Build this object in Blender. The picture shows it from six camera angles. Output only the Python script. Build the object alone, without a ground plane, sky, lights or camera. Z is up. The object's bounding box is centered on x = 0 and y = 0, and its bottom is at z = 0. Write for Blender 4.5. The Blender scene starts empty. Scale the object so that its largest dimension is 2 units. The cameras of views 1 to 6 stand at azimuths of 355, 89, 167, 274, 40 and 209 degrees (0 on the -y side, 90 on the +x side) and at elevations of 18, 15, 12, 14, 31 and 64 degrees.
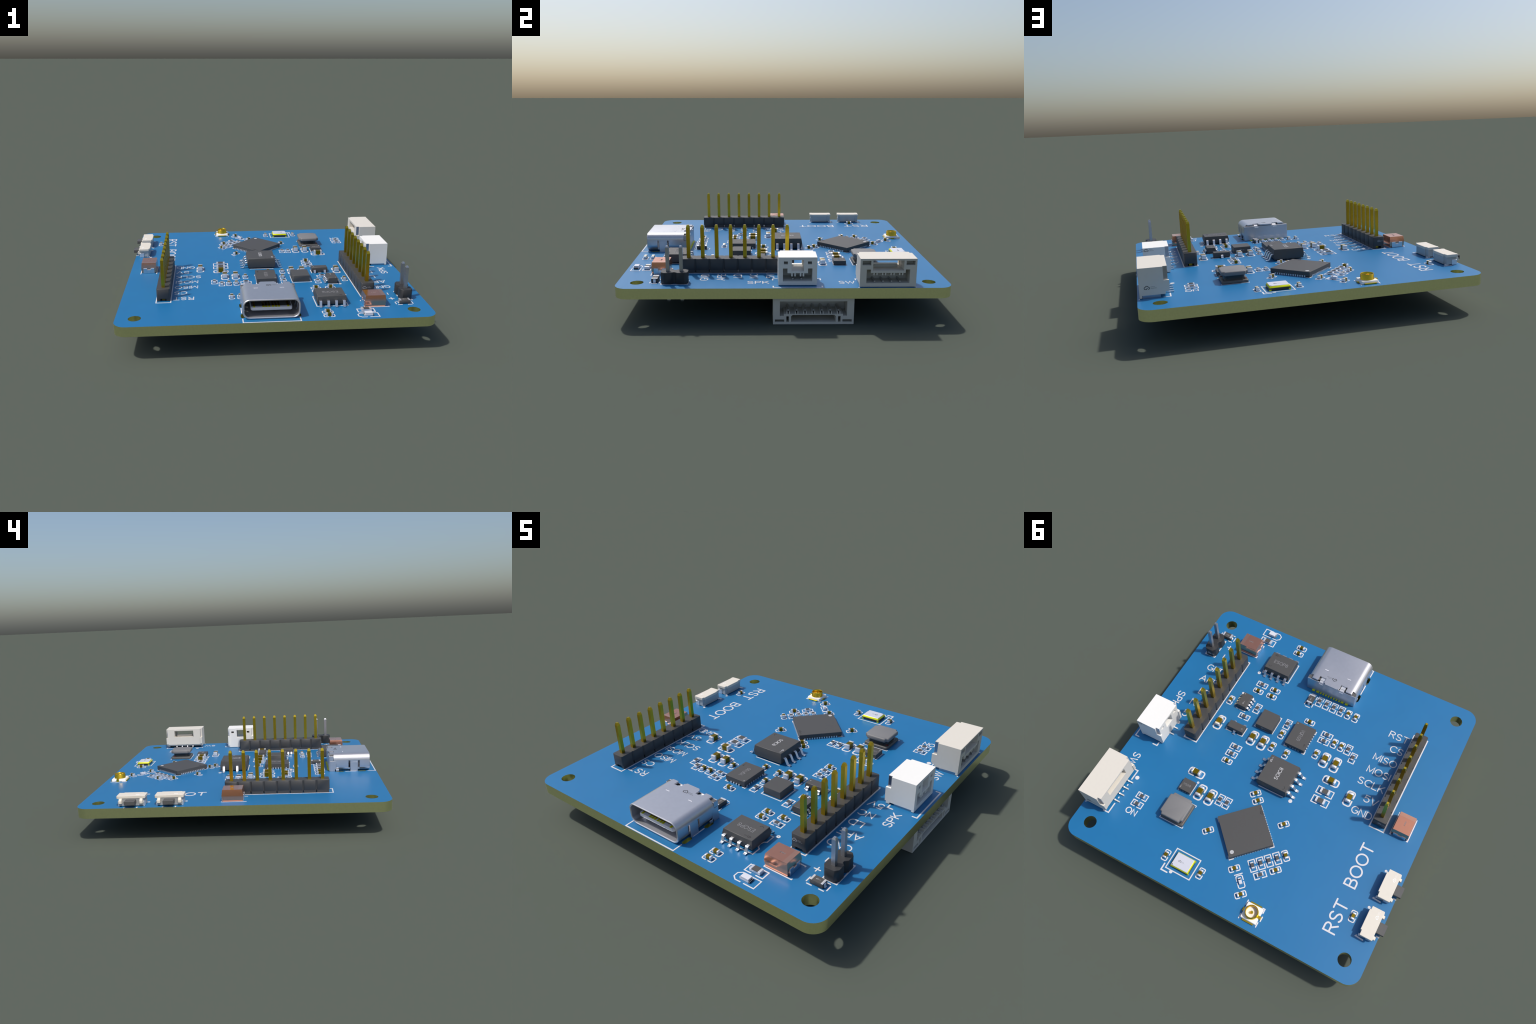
"""Small square blue circuit board with connectors, pin headers, chips and passives.
Frame: metres, z up.  The top of the board lies at z = Z0."""
import bpy, bmesh, math
from math import sin, cos, pi, radians
from mathutils import Vector, Matrix

# ------------------------------------------------------------------ sizes
Z0 = 0.2300              # top face of the board
ZB = 0.1656              # underside
BX0, BX1 = -0.9820, 1.0  # board edges
BY0, BY1 = -0.9908, 0.9908
MM = 0.03963             # one millimetre of the real thing

# ------------------------------------------------------------------ materials
def srgb(r, g, b):
    f = lambda c: (c / 255 / 12.92) if c / 255 <= 0.04045 else ((c / 255 + 0.055) / 1.055) ** 2.4
    return (f(r), f(g), f(b), 1.0)

def material(name, col, rough=0.5, metal=0.0, spec=0.5, vary=0.04, grain=60.0, bump=0.0, coat=0.0):
    m = bpy.data.materials.new(name)
    m.use_nodes = True
    nt = m.node_tree
    p = nt.nodes["Principled BSDF"]
    tc = nt.nodes.new("ShaderNodeTexCoord")
    nz = nt.nodes.new("ShaderNodeTexNoise")
    nz.inputs["Scale"].default_value = grain
    nz.inputs["Detail"].default_value = 3.0
    nt.links.new(tc.outputs["Object"], nz.inputs["Vector"])
    ramp = nt.nodes.new("ShaderNodeValToRGB")
    lo = tuple(c * (1 - vary) for c in col[:3]) + (1,)
    hi = tuple(min(1.0, c * (1 + vary)) for c in col[:3]) + (1,)
    ramp.color_ramp.elements[0].position = 0.3
    ramp.color_ramp.elements[1].position = 0.7
    ramp.color_ramp.elements[0].color = lo
    ramp.color_ramp.elements[1].color = hi
    nt.links.new(nz.outputs["Fac"], ramp.inputs["Fac"])
    nt.links.new(ramp.outputs["Color"], p.inputs["Base Color"])
    p.inputs["Roughness"].default_value = rough
    p.inputs["Metallic"].default_value = metal
    p.inputs["Specular IOR Level"].default_value = spec
    if coat:
        p.inputs["Coat Weight"].default_value = coat
        p.inputs["Coat Roughness"].default_value = 0.15
    if bump:
        b = nt.nodes.new("ShaderNodeBump")
        b.inputs["Strength"].default_value = bump
        b.inputs["Distance"].default_value = 0.002
        nt.links.new(nz.outputs["Fac"], b.inputs["Height"])
        nt.links.new(b.outputs["Normal"], p.inputs["Normal"])
    return m

M = {}
def make_materials():
    M["mask"] = material("solder_mask_blue", (0.011, 0.146, 0.340, 1), 0.41, 0, 0.5, 0.02, 6)
    M["fr4"] = material("glass_fibre_edge", (0.82, 0.84, 0.45, 1), 0.30, 1.0, 0.5, 0.03, 90)
    M["silk"] = material("silkscreen_white", (0.64, 0.63, 0.65, 1), 0.33, 0, 0.5, 0.01)
    M["silkbright"] = material("bright_white_mark", (0.90, 0.90, 0.90, 1), 0.5, 0, 0.4, 0.01)
    M["chip"] = material("black_epoxy", (0.064, 0.063, 0.062, 1), 0.55, 0, 0.5, 0.03, 120)
    M["header"] = material("black_nylon", (0.046, 0.046, 0.047, 1), 0.5, 0, 0.5, 0.03, 90)
    M["headerdark"] = material("black_plastic", (0.028, 0.028, 0.029, 1), 0.5, 0, 0.5, 0.03, 90)
    M["chipdark"] = material("dark_mark", (0.018, 0.018, 0.02, 1), 0.6, 0, 0.3)
    M["chiptext"] = material("grey_laser_mark", (0.21, 0.21, 0.22, 1), 0.6, 0, 0.3)
    M["chiptextw"] = material("pale_laser_mark", (0.45, 0.45, 0.46, 1), 0.6, 0, 0.3)
    M["gold"] = material("gold_plate", (0.62, 0.44, 0.035, 1), 0.30, 1.0, 0.5, 0.03)
    M["brass"] = material("bright_gold", (0.74, 0.48, 0.035, 1), 0.22, 1.0, 0.5, 0.03)
    M["tin"] = material("tin_plate", (0.80, 0.81, 0.84, 1), 0.42, 0.75, 0.5, 0.02)
    M["lead"] = material("bright_lead", (0.78, 0.78, 0.80, 1), 0.30, 1.0, 0.5, 0.02)
    M["pinsilver"] = material("silver_pin", (0.48, 0.49, 0.52, 1), 0.35, 0.9, 0.5, 0.02)
    M["steel"] = material("shell_steel", (0.60, 0.60, 0.63, 1), 0.34, 0.8, 0.5, 0.02)
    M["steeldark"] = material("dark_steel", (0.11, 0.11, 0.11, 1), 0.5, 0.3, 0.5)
    M["cap"] = material("ceramic_capacitor_brown", (0.215, 0.145, 0.0015, 1), 0.38, 0.75, 0.5, 0.04)
    M["copper"] = material("copper_resin", (0.92, 0.405, 0.25, 1), 0.2, 0.95, 0.5, 0.02)
    M["copperband"] = material("copper_resin_band", (0.93, 0.475, 0.31, 1), 0.2, 0.95, 0.5, 0.02)
    M["white"] = material("white_nylon", (0.80, 0.79, 0.755, 1), 0.5, 0, 0.4, 0.01)
    M["cream"] = material("cream_nylon", (0.66, 0.62, 0.545, 1), 0.5, 0, 0.4, 0.01)
    M["button"] = material("cream_switch", (0.68, 0.63, 0.545, 1), 0.5, 0, 0.4, 0.01)
    M["plunger"] = material("grey_plunger", (0.085, 0.085, 0.085, 1), 0.55, 0, 0.4)
    M["lid"] = material("white_metal_lid", (0.64, 0.65, 0.71, 1), 0.4, 0.2, 0.5, 0.01)
    M["yellow"] = material("yellow_rim", (0.75, 0.78, 0.005, 1), 0.35, 0.4, 0.5, 0.02)
    M["ferrite"] = material("grey_ferrite", (0.180, 0.179, 0.182, 1), 0.55, 0, 0.4, 0.02, 120)
    M["ferritedark"] = material("dark_ferrite", (0.085, 0.083, 0.078, 1), 0.5, 0, 0.5, 0.05, 120)
    M["coil"] = material("black_coil", (0.022, 0.022, 0.024, 1), 0.35, 0, 0.5)
    M["red"] = material("red_wire", (0.20, 0.02, 0.015, 1), 0.4, 0, 0.5)
    M["tab"] = material("solder_tab_metal", (0.42, 0.44, 0.50, 1), 0.3, 1.0, 0.5, 0.02)
    M["casing"] = material("grey_casing", (0.46, 0.46, 0.45, 1), 0.35, 0.35, 0.5, 0.02)
    M["led"] = material("pale_lens", (0.62, 0.63, 0.68, 1), 0.35, 0, 0.5, 0.01)
    M["green"] = material("green_mark", (0.02, 0.10, 0.01, 1), 0.5)

# ------------------------------------------------------------------ mesh builder
class Mesh:
    """Collects simple solids in local coordinates; slot i = material mats[i]."""
    def __init__(self, *mats):
        self.v, self.f, self.m, self.mats = [], [], [], list(mats)

    def add(self, verts, faces, mat=0):
        n = len(self.v)
        self.v += [tuple(p) for p in verts]
        self.f += [tuple(i + n for i in f) for f in faces]
        self.m += [mat] * len(faces)
        return self

    def box(self, x0, x1, y0, y1, z0, z1, mat=0):
        v = [(x, y, z) for z in (z0, z1) for x, y in ((x0, y0), (x1, y0), (x1, y1), (x0, y1))]
        return self.add(v, [(3, 2, 1, 0), (4, 5, 6, 7), (0, 1, 5, 4), (1, 2, 6, 5), (2, 3, 7, 6), (3, 0, 4, 7)], mat)

    def loft(self, layers, mat=0, cap0=True, cap1=True):
        """layers: list of (z, polygon) with equally many points, counter-clockwise."""
        n = len(layers[0][1])
        v = [(x, y, z) for z, poly in layers for x, y in poly]
        f = []
        for k in range(len(layers) - 1):
            for i in range(n):
                j = (i + 1) % n
                f.append((k * n + i, k * n + j, (k + 1) * n + j, (k + 1) * n + i))
        if cap0: f.append(tuple(range(n - 1, -1, -1)))
        if cap1: f.append(tuple((len(layers) - 1) * n + i for i in range(n)))
        return self.add(v, f, mat)

    def frustum(self, hx0, hy0, z0, hx1, hy1, z1, mat=0):
        r = lambda a, b: [(-a, -b), (a, -b), (a, b), (-a, b)]
        return self.loft([(z0, r(hx0, hy0)), (z1, r(hx1, hy1))], mat)

    def turn(self, profile, n=32, mat=0, cx=0, cy=0):
        """profile: list of (r, z) from bottom to top, revolved about z."""
        v, f = [], []
        for r, z in profile:
            for i in range(n):
                a = 2 * pi * i / n
                v.append((cx + r * cos(a), cy + r * sin(a), z))
        for k in range(len(profile) - 1):
            for i in range(n):
                j = (i + 1) % n
                f.append((k * n + i, k * n + j, (k + 1) * n + j, (k + 1) * n + i))
        return self.add(v, f, mat)

    def disc(self, r, z0, z1, n=28, mat=0, cx=0, cy=0):
        c = [(cx + r * cos(2 * pi * i / n), cy + r * sin(2 * pi * i / n)) for i in range(n)]
        return self.loft([(z0, c), (z1, c)], mat)

    def strip(self, path, thick, width, mat=0):
        """Bent flat strip: path of (u, z) along local x, width across local y."""
        n = len(path)
        up, dn = [], []
        for i, (u, z) in enumerate(path):
            a = Vector(path[max(i - 1, 0)]); b = Vector(path[min(i + 1, n - 1)])
            t = (b - a).normalized(); nn = Vector((-t.y, t.x)) * thick / 2
            up.append((u + nn.x, z + nn.y)); dn.append((u - nn.x, z - nn.y))
        v, f, w = [], [], width / 2
        for i in range(n):
            v += [(up[i][0], -w, up[i][1]), (up[i][0], w, up[i][1]), (dn[i][0], w, dn[i][1]), (dn[i][0], -w, dn[i][1])]
        for i in range(n - 1):
            for k in range(4):
                f.append((4 * i + k, 4 * i + (k + 1) % 4, 4 * i + 4 + (k + 1) % 4, 4 * i + 4 + k))
        f += [(3, 2, 1, 0), (4 * n - 4, 4 * n - 3, 4 * n - 2, 4 * n - 1)]
        return self.add(v, f, mat)

    def ribbon(self, pts, w, z0, z1, mat=0, closed=False, caps=True):
        """Flat printed line through pts (2D) with mitred joints and round ends."""
        P = [Vector(p) for p in pts]
        n = len(P)
        L, R = [], []
        for i in range(n):
            a = P[(i - 1) % n] if (closed or i > 0) else None
            b = P[(i + 1) % n] if (closed or i < n - 1) else None
            t0 = (P[i] - a).normalized() if a is not None else None
            t1 = (b - P[i]).normalized() if b is not None else None
            if t0 is None: t0 = t1
            if t1 is None: t1 = t0
            t = (t0 + t1)
            t = t.normalized() if t.length > 1e-6 else t1
            nn = Vector((-t.y, t.x))
            c = max(0.5, nn.dot(Vector((-t1.y, t1.x))))
            o = nn * (w / 2 / c)
            L.append(P[i] + o); R.append(P[i] - o)
        v, f = [], []
        for i in range(n):
            v += [(L[i].x, L[i].y, z1), (R[i].x, R[i].y, z1), (L[i].x, L[i].y, z0), (R[i].x, R[i].y, z0)]
        rng = range(n) if closed else range(n - 1)
        for i in rng:
            j = (i + 1) % n
            f += [(4 * i, 4 * i + 1, 4 * j + 1, 4 * j), (4 * i + 2, 4 * i, 4 * j, 4 * j + 2), (4 * i + 1, 4 * i + 3, 4 * j + 3, 4 * j + 1)]
        self.add(v, f, mat)
        if not closed:
            for i, s in ((0, -1), (n - 1, 1)):
                if caps:
                    t = (P[1] - P[0]).normalized() * -1 if i == 0 else (P[-1] - P[-2]).normalized()
                    a0 = math.atan2(t.y, t.x)
                    k = 6
                    c = [(P[i].x + w / 2 * cos(a0 - pi / 2 + pi * q / k), P[i].y + w / 2 * sin(a0 - pi / 2 + pi * q / k)) for q in range(k + 1)]
                    self.add([(x, y, z1) for x, y in c] + [(x, y, z0) for x, y in c],
                             [tuple(range(k + 1))] + [(q, q + k + 1, q + k + 2, q + 1) for q in range(k)], mat)
                else:
                    b = 4 * i
                    self.add([v[b], v[b + 1], v[b + 3], v[b + 2]], [(0, 1, 2, 3)], mat)
        return self

    def data(self, name, bevel=0.0, seg=1, angle=35, smooth=True):
        me = bpy.data.meshes.new(name)
        me.from_pydata(self.v, [], self.f)
        for mt in self.mats: me.materials.append(M[mt])
        for p, i in zip(me.polygons, self.m): p.material_index = i
        bm = bmesh.new(); bm.from_mesh(me)
        bmesh.ops.recalc_face_normals(bm, faces=bm.faces)
        if bevel:
            ed = [e for e in bm.edges if len(e.link_faces) == 2 and e.calc_face_angle(0) > radians(30)]
            bmesh.ops.bevel(bm, geom=ed, offset=bevel, offset_type='OFFSET', segments=seg, profile=0.5, affect='EDGES', clamp_overlap=True)
        bm.to_mesh(me); bm.free()
        if smooth:
            me.polygons.foreach_set("use_smooth", [True] * len(me.polygons))
            me.set_sharp_from_angle(angle=radians(angle))
        me.update()
        return me

ROOT = None
def place(name, me, loc=(0, 0, 0), rot=0.0, parent=None, stuff=False):
    ob = bpy.data.objects.new(name, me)
    bpy.context.scene.collection.objects.link(ob)
    ob.location = loc
    ob.rotation_euler = (0, 0, rot)
    ob.parent = parent or ROOT
    if stuff: ob["kind"] = "stuff"
    return ob

def carve(me, cutter, name):
    """Boolean difference; both in the same local coordinates."""
    a = bpy.data.objects.new("tmp_a", me); b = bpy.data.objects.new("tmp_b", cutter)
    for o in (a, b): bpy.context.scene.collection.objects.link(o)
    md = a.modifiers.new("cut", 'BOOLEAN'); md.operation = 'DIFFERENCE'; md.solver = 'EXACT'; md.object = b; md.use_self = True
    dg = bpy.context.evaluated_depsgraph_get()
    out = bpy.data.meshes.new_from_object(a.evaluated_get(dg))
    out.name = name
    for o in (a, b): bpy.data.objects.remove(o)
    bpy.data.meshes.remove(me); bpy.data.meshes.remove(cutter)
    out.polygons.foreach_set("use_smooth", [True] * len(out.polygons))
    out.set_sharp_from_angle(angle=radians(30))
    return out

# ------------------------------------------------------------------ 2D helpers
def arc(cx, cy, rx, ry, a0, a1, n=10):
    return [(cx + rx * cos(radians(a0 + (a1 - a0) * i / n)), cy + ry * sin(radians(a0 + (a1 - a0) * i / n))) for i in range(n + 1)]

def rounded_rect(x0, x1, y0, y1, r, n=8):
    return (arc(x1 - r, y0 + r, r, r, -90, 0, n) + arc(x1 - r, y1 - r, r, r, 0, 90, n)
            + arc(x0 + r, y1 - r, r, r, 90, 180, n) + arc(x0 + r, y0 + r, r, r, 180, 270, n))

def chamfered(hx, hy, c):
    return [(-hx + c, -hy), (hx - c, -hy), (hx, -hy + c), (hx, hy - c), (hx - c, hy), (-hx + c, hy), (-hx, hy - c), (-hx, -hy + c)]

# ------------------------------------------------------------------ stroke lettering (cap height 1)
def glyphs():
    G = {}
    G["A"] = (0.82, [[(0, 0), (0.41, 1), (0.82, 0)], [(0.14, 0.34), (0.68, 0.34)]])
    G["B"] = (0.66, [[(0, 0.53), (0, 1), (0.34, 1)] + arc(0.34, 0.765, 0.235, 0.235, 90, -90, 8)[1:],
                     [(0, 0.53), (0, 0), (0.38, 0)] + arc(0.38, 0.265, 0.28, 0.265, -90, 90, 8)[1:], [(0.38, 0.53), (0.02, 0.53)]])
    G["C"] = (0.78, [arc(0.46, 0.5, 0.46, 0.5, 48, 312, 20)])
    G["D"] = (0.76, [[(0.30, 0), (0, 0), (0, 1), (0.30, 1)] + arc(0.30, 0.5, 0.46, 0.5, 90, -90, 14)[1:]])
    G["E"] = (0.58, [[(0.58, 1), (0, 1), (0, 0), (0.58, 0)], [(0, 0.52), (0.46, 0.52)]])
    G["F"] = (0.58, [[(0.58, 1), (0, 1), (0, 0)], [(0, 0.52), (0.46, 0.52)]])
    G["G"] = (0.86, [arc(0.46, 0.5, 0.46, 0.5, 48, 340, 20) + [(0.89, 0.46), (0.55, 0.46)]])
    G["I"] = (0.0, [[(0, 0), (0, 1)]])
    G["K"] = (0.68, [[(0, 0), (0, 1)], [(0.64, 1), (0.02, 0.38)], [(0.22, 0.57), (0.68, 0)]])
    G["L"] = (0.56, [[(0, 1), (0, 0), (0.56, 0)]])
    G["M"] = (0.86, [[(0, 0), (0, 1), (0.43, 0.12), (0.86, 1), (0.86, 0)]])
    G["N"] = (0.74, [[(0, 0), (0, 1), (0.74, 0), (0.74, 1)]])
    G["O"] = (0.94, [arc(0.47, 0.5, 0.47, 0.5, 0, 360, 28)])
    G["P"] = (0.62, [[(0, 0), (0, 1), (0.34, 1)] + arc(0.34, 0.74, 0.28, 0.26, 90, -90, 8)[1:], [(0.34, 0.48), (0, 0.48)]])
    G["Q"] = (0.94, [arc(0.47, 0.5, 0.47, 0.5, 0, 360, 28), [(0.58, 0.26), (0.92, -0.06)]])
    G["R"] = (0.66, [[(0, 0), (0, 1), (0.36, 1)] + arc(0.36, 0.755, 0.27, 0.245, 90, -90, 8)[1:], [(0.36, 0.51), (0, 0.51)], [(0.34, 0.51), (0.66, 0)]])
    G["S"] = (0.68, [arc(0.35, 0.745, 0.29, 0.255, 28, 180, 10) + [(0.10, 0.62), (0.20, 0.54), (0.48, 0.46), (0.60, 0.37)] + arc(0.35, 0.255, 0.31, 0.255, 0, -150, 10)])
    G["T"] = (0.72, [[(0, 1), (0.72, 1)], [(0.36, 1), (0.36, 0)]])
    G["V"] = (0.80, [[(0, 1), (0.40, 0), (0.80, 1)]])
    G["W"] = (1.10, [[(0, 1), (0.27, 0), (0.55, 0.96), (0.83, 0), (1.10, 1)]])
    G["0"] = (0.66, [arc(0.33, 0.5, 0.33, 0.5, 0, 360, 22)])
    G["2"] = (0.62, [arc(0.31, 0.70, 0.29, 0.30, 165, -30, 10) + [(0, 0), (0.62, 0)]])
    G["5"] = (0.62, [[(0.56, 1), (0.10, 1), (0.05, 0.55)] + arc(0.30, 0.33, 0.32, 0.33, 125, -150, 14)])
    G["8"] = (0.62, [arc(0.31, 0.76, 0.25, 0.24, 0, 360, 18), arc(0.31, 0.26, 0.31, 0.26, 0, 360, 18)])
    G["-"] = (0.40, [[(0, 0.48), (0.40, 0.48)]])
    return G
GLYPH = glyphs()

def word_mesh(word, length, cap, stroke, mat, z0, z1, gap=0.24):
    """Stroke lettering from local x = 0 to length, baseline y = 0; outer sizes."""
    h = cap - stroke
    total = sum(GLYPH[c][0] for c in word) + gap * (len(word) - 1)
    sx = (length - stroke) / total
    ms = Mesh(mat)
    x, k = 0.0, 0
    for c in word:
        w, strokes = GLYPH[c]
        for s in strokes:
            pts = [(stroke / 2 + (x + px) * sx, stroke / 2 + py * h) for px, py in s]
            closed = (abs(pts[0][0] - pts[-1][0]) + abs(pts[0][1] - pts[-1][1])) < 1e-6
            if closed: pts = pts[:-1]
            ms.ribbon(pts, stroke, z0, z1 + k * 0.00012, closed=closed)
            k += 1
        x += w + gap
    return ms.data("lettering_" + word, smooth=False)

SILK0, SILK1 = -0.0005, 0.0009
def board_label(word, x, y, rot, length, cap, stroke):
    place("silkscreen_label", word_mesh(word, length, cap, stroke, "silk", SILK0, SILK1), (x, y, Z0), radians(rot))

def silk(lines, loc=(0, 0), rot=0.0, w=0.0062, dots=(), rings=(), name="silkscreen_outline", parent=None):
    ms = Mesh("silk")
    for k, ln in enumerate(lines):
        closed = ln[0] == ln[-1] and len(ln) > 2
        ms.ribbon(ln[:-1] if closed else ln, w, SILK0, SILK1 + k * 0.00012, closed=closed)
    for k, (x, y, r) in enumerate(dots):
        ms.disc(r, SILK0, SILK1 + 0.0005 + k * 0.00012, cx=x, cy=y)
    for x, y, r in rings:
        ms.turn([(r, SILK0), (r, SILK1), (r * 0.25, SILK1), (r * 0.25, SILK0)], cx=x, cy=y)
    return place(name, ms.data(name, smooth=False), (loc[0], loc[1], Z0), rot)

def chip_word(word, parent, x, y, z, rot, length, cap, mat, stroke=None):
    st = stroke or cap * 0.11
    place("printed_mark", word_mesh(word, length, cap, st, mat, -0.0003, 0.0004), (x, y, z), radians(rot), parent)

def cloud_mark(parent, x, y, z, rot, size, mat, tilt=None):
    """Tiny rounded cloud-shaped maker's mark with two rows of illegible small print."""
    s = size
    ms = Mesh(mat)
    loop = (arc(-0.30 * s, -0.05 * s, 0.22 * s, 0.22 * s, 270, 110, 7) + arc(0.0, 0.12 * s, 0.27 * s, 0.26 * s, 160, 20, 7)
            + arc(0.30 * s, -0.06 * s, 0.21 * s, 0.21 * s, 60, -90, 7))
    ms.ribbon(loop, 0.11 * s, -0.0003, 0.0004)
    ms.ribbon([(-0.30 * s, -0.27 * s), (-0.05 * s, -0.27 * s), (0.02 * s, -0.10 * s), (0.14 * s, -0.10 * s)], 0.10 * s, -0.0003, 0.00055)
    for r, n in ((0.10, 5), (-0.18, 7)):
        for i in range(n):
            x0 = (0.75 + 0.17 * i) * s
            ms.ribbon([(x0, r * s), (x0 + 0.07 * s, r * s + 0.10 * s)], 0.05 * s, -0.0003, 0.0003, caps=False)
    ob = place("maker_mark", ms.data("maker_mark", smooth=False), (x, y, z), radians(rot), parent)
    if tilt: ob.rotation_euler = tilt
    return ob

# ------------------------------------------------------------------ board
HOLES = [(sx * 0.8720 + 0.0093, sy * 0.8720) for sx in (-1, 1) for sy in (-1, 1)]
USBX = -0.0290
SLOTS = [(USBX + s * 0.1745, y) for s in (-1, 1) for y in (-0.8880, -0.7280)]

def build_board():
    cu = bpy.data.curves.new("plan", 'CURVE'); cu.dimensions = '2D'; cu.fill_mode = 'BOTH'
    cu.extrude = (Z0 - ZB) / 2
    def poly(pts):
        sp = cu.splines.new('POLY'); sp.points.add(len(pts) - 1); sp.use_cyclic_u = True
        for p, (x, y) in zip(sp.points, pts): p.co = (x, y, 0, 1)
    poly(rounded_rect(BX0, BX1, BY0, BY1, 0.0800, 14))
    for x, y in HOLES: poly(arc(x, y, 0.0396, 0.0396, 0, 360, 40)[:-1])
    for x, y in SLOTS: poly(arc(x, y + 0.018, 0.0125, 0.0125, 0, 180, 8) + arc(x, y - 0.018, 0.0125, 0.0125, 180, 360, 8))
    tmp = bpy.data.objects.new("plan", cu); bpy.context.scene.collection.objects.link(tmp)
    dg = bpy.context.evaluated_depsgraph_get()
    me = bpy.data.meshes.new_from_object(tmp.evaluated_get(dg)); me.name = "board_substrate"
    bpy.data.objects.remove(tmp); bpy.data.curves.remove(cu)
    me.transform(Matrix.Translation((0, 0, (Z0 + ZB) / 2)))
    bm = bmesh.new(); bm.from_mesh(me)
    bmesh.ops.remove_doubles(bm, verts=bm.verts, dist=1e-5)
    bmesh.ops.recalc_face_normals(bm, faces=bm.faces)
    bm.to_mesh(me); bm.free()
    me.materials.clear(); me.materials.append(M["mask"]); me.materials.append(M["fr4"])
    for p in me.polygons: p.material_index = 0 if abs(p.normal.z) > 0.5 else 1
    me.polygons.foreach_set("use_smooth", [True] * len(me.polygons))
    me.set_sharp_from_angle(angle=radians(40))
    place("board_substrate", me)

# ------------------------------------------------------------------ pin headers
def pin_mesh(name, w, z0, z1, mat, tip):
    h, t = w / 2, w * 0.30
    r = lambda a: [(-a, -a), (a, -a), (a, a), (-a, a)]
    return Mesh(mat).loft([(z0, r(t)), (z0 + tip, r(h)), (z1 - tip, r(h)), (z1, r(t))]).data(name, angle=12)

def pin_header(cx, cy, n, pitch, half, ztop, pintop, pw, pinmat, pinlow, notch, cut, bodymat="header", tip=0.016, channel=True):
    """Row of n pins along y; plan outline pinched between the segments."""
    y0 = -n * pitch / 2
    right = []
    for i in range(n):
        a, b = y0 + i * pitch, y0 + (i + 1) * pitch
        ca = notch
        right += [(half - cut, a + (0 if i == 0 else ca * 0.25)), (half, a + ca), (half, b - ca), (half - cut, b - (0 if i == n - 1 else ca * 0.25))]
    left = [(-x, y) for x, y in reversed(right)]
    outline = right + left
    zc = Z0 + (0.0185 if channel else 0.0008)
    ms = Mesh(bodymat)
    ms.loft([(zc, outline), (ztop, outline)])
    if channel:
        for s in (-1, 1):
            e = 0.0004
            for i in range(n):
                a, b = y0 + i * pitch + (notch if True else 0), y0 + (i + 1) * pitch - notch
                xs = sorted((s * (half - e), s * half * 0.46))
                ms.box(xs[0], xs[1], a - notch * 0.5, b + notch * 0.5, Z0 + 0.0008, zc + 0.002)
    body = place("pin_header", ms.data("pin_header", bevel=0.0012), (cx, cy, 0))
    me = pin_mesh("pin", pw, pinlow, pintop, pinmat, tip)
    for i in range(n):
        place("pin", me, (0, y0 + (i + 0.5) * pitch, 0), 0, body)
    return body

def build_headers():
    left = pin_header(-0.7040, -0.2775, 8, 0.0850, 0.0425, 0.3153, 0.5165, 0.0218, "gold", 0.13, 0.0075, 0.0065)
    cloud_mark(left, -0.002, 0.3405, 0.285, 0, 0.020, "chiptextw", (radians(90), 0, radians(180)))
    right = pin_header(0.6440, -0.2775, 8, 0.0884, 0.0442, 0.3215, 0.5300, 0.0228, "gold", 0.13, 0.0080, 0.0070)
    cloud_mark(right, -0.022, -0.3540, 0.290, 0, 0.024, "chiptextw", (radians(90), 0, 0))
    silk([[(-0.6560, -0.6400), (-0.7505, -0.6400), (-0.7505, 0.0825), (-0.6560, 0.0825), (-0.6560, -0.6400)]], w=0.0075)
    silk([[(0.5985, -0.6400), (0.6905, -0.6400), (0.6905, 0.0825), (0.5985, 0.0825), (0.5985, -0.6400)]], w=0.0075)
    power = pin_header(0.8800, -0.6440, 2, 0.0797, 0.0405, 0.3010, 0.4545, 0.0205, "pinsilver", 0.1130, 0.0200, 0.0160, bodymat="headerdark", tip=0.009, channel=False)
    cloud_mark(power, 0.004, 0.0802, 0.262, 0, 0.022, "silk", (radians(90), 0, radians(180)))
    silk([[(0.8445, -0.7235), (0.9200, -0.7235), (0.9200, -0.5660), (0.8445, -0.5660), (0.8445, -0.7235)]], w=0.0065)

# ------------------------------------------------------------------ passives
def passive_kit(kind, L, W, H, body, mat_end="tin", term=0.25):
    """Shared meshes of one chip size: body block and end cap."""
    hb = L / 2 - L * term
    b = Mesh(body).box(-hb - 0.001, hb + 0.001, -W / 2 * 0.97, W / 2 * 0.97, 0.0012, H * 0.975).data(kind, bevel=0.0008)
    t = Mesh(mat_end).box(hb, L / 2, -W / 2, W / 2, 0.0006, H).data("terminal", bevel=0.0022, seg=2)
    return b, t

def resistor_kit(L, W, H):
    term = 0.22
    hb = L / 2 - L * term
    b = Mesh("chip", "tin").box(-hb, hb, -W / 2 * 0.98, W / 2 * 0.98, H * 0.80, H * 1.01).box(-L / 2 * 0.96, L / 2 * 0.96, -W / 2 * 0.96, W / 2 * 0.96, 0.0012, H * 0.80 + 0.0006, 1).data("resistor", bevel=0.0005)
    t = Mesh("tin").box(hb + 0.0003, L / 2, -W / 2, W / 2, 0.0006, H).data("terminal", bevel=0.0012)
    return b, t

def bracket_pair(hx, hy, r, gap):
    """Two facing brackets round a chip part."""
    out = []
    for s in (-1, 1):
        if r:
            pts = [(gap, -hy)] + arc(hx - r, -hy + r, r, r, -90, 0, 5) + arc(hx - r, hy - r, r, r, 0, 90, 5) + [(gap, hy)]
        else:
            pts = [(gap, -hy), (hx, -hy), (hx, hy), (gap, hy)]
        out.append([(s * x, s * y) for x, y in pts])
    return out

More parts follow.
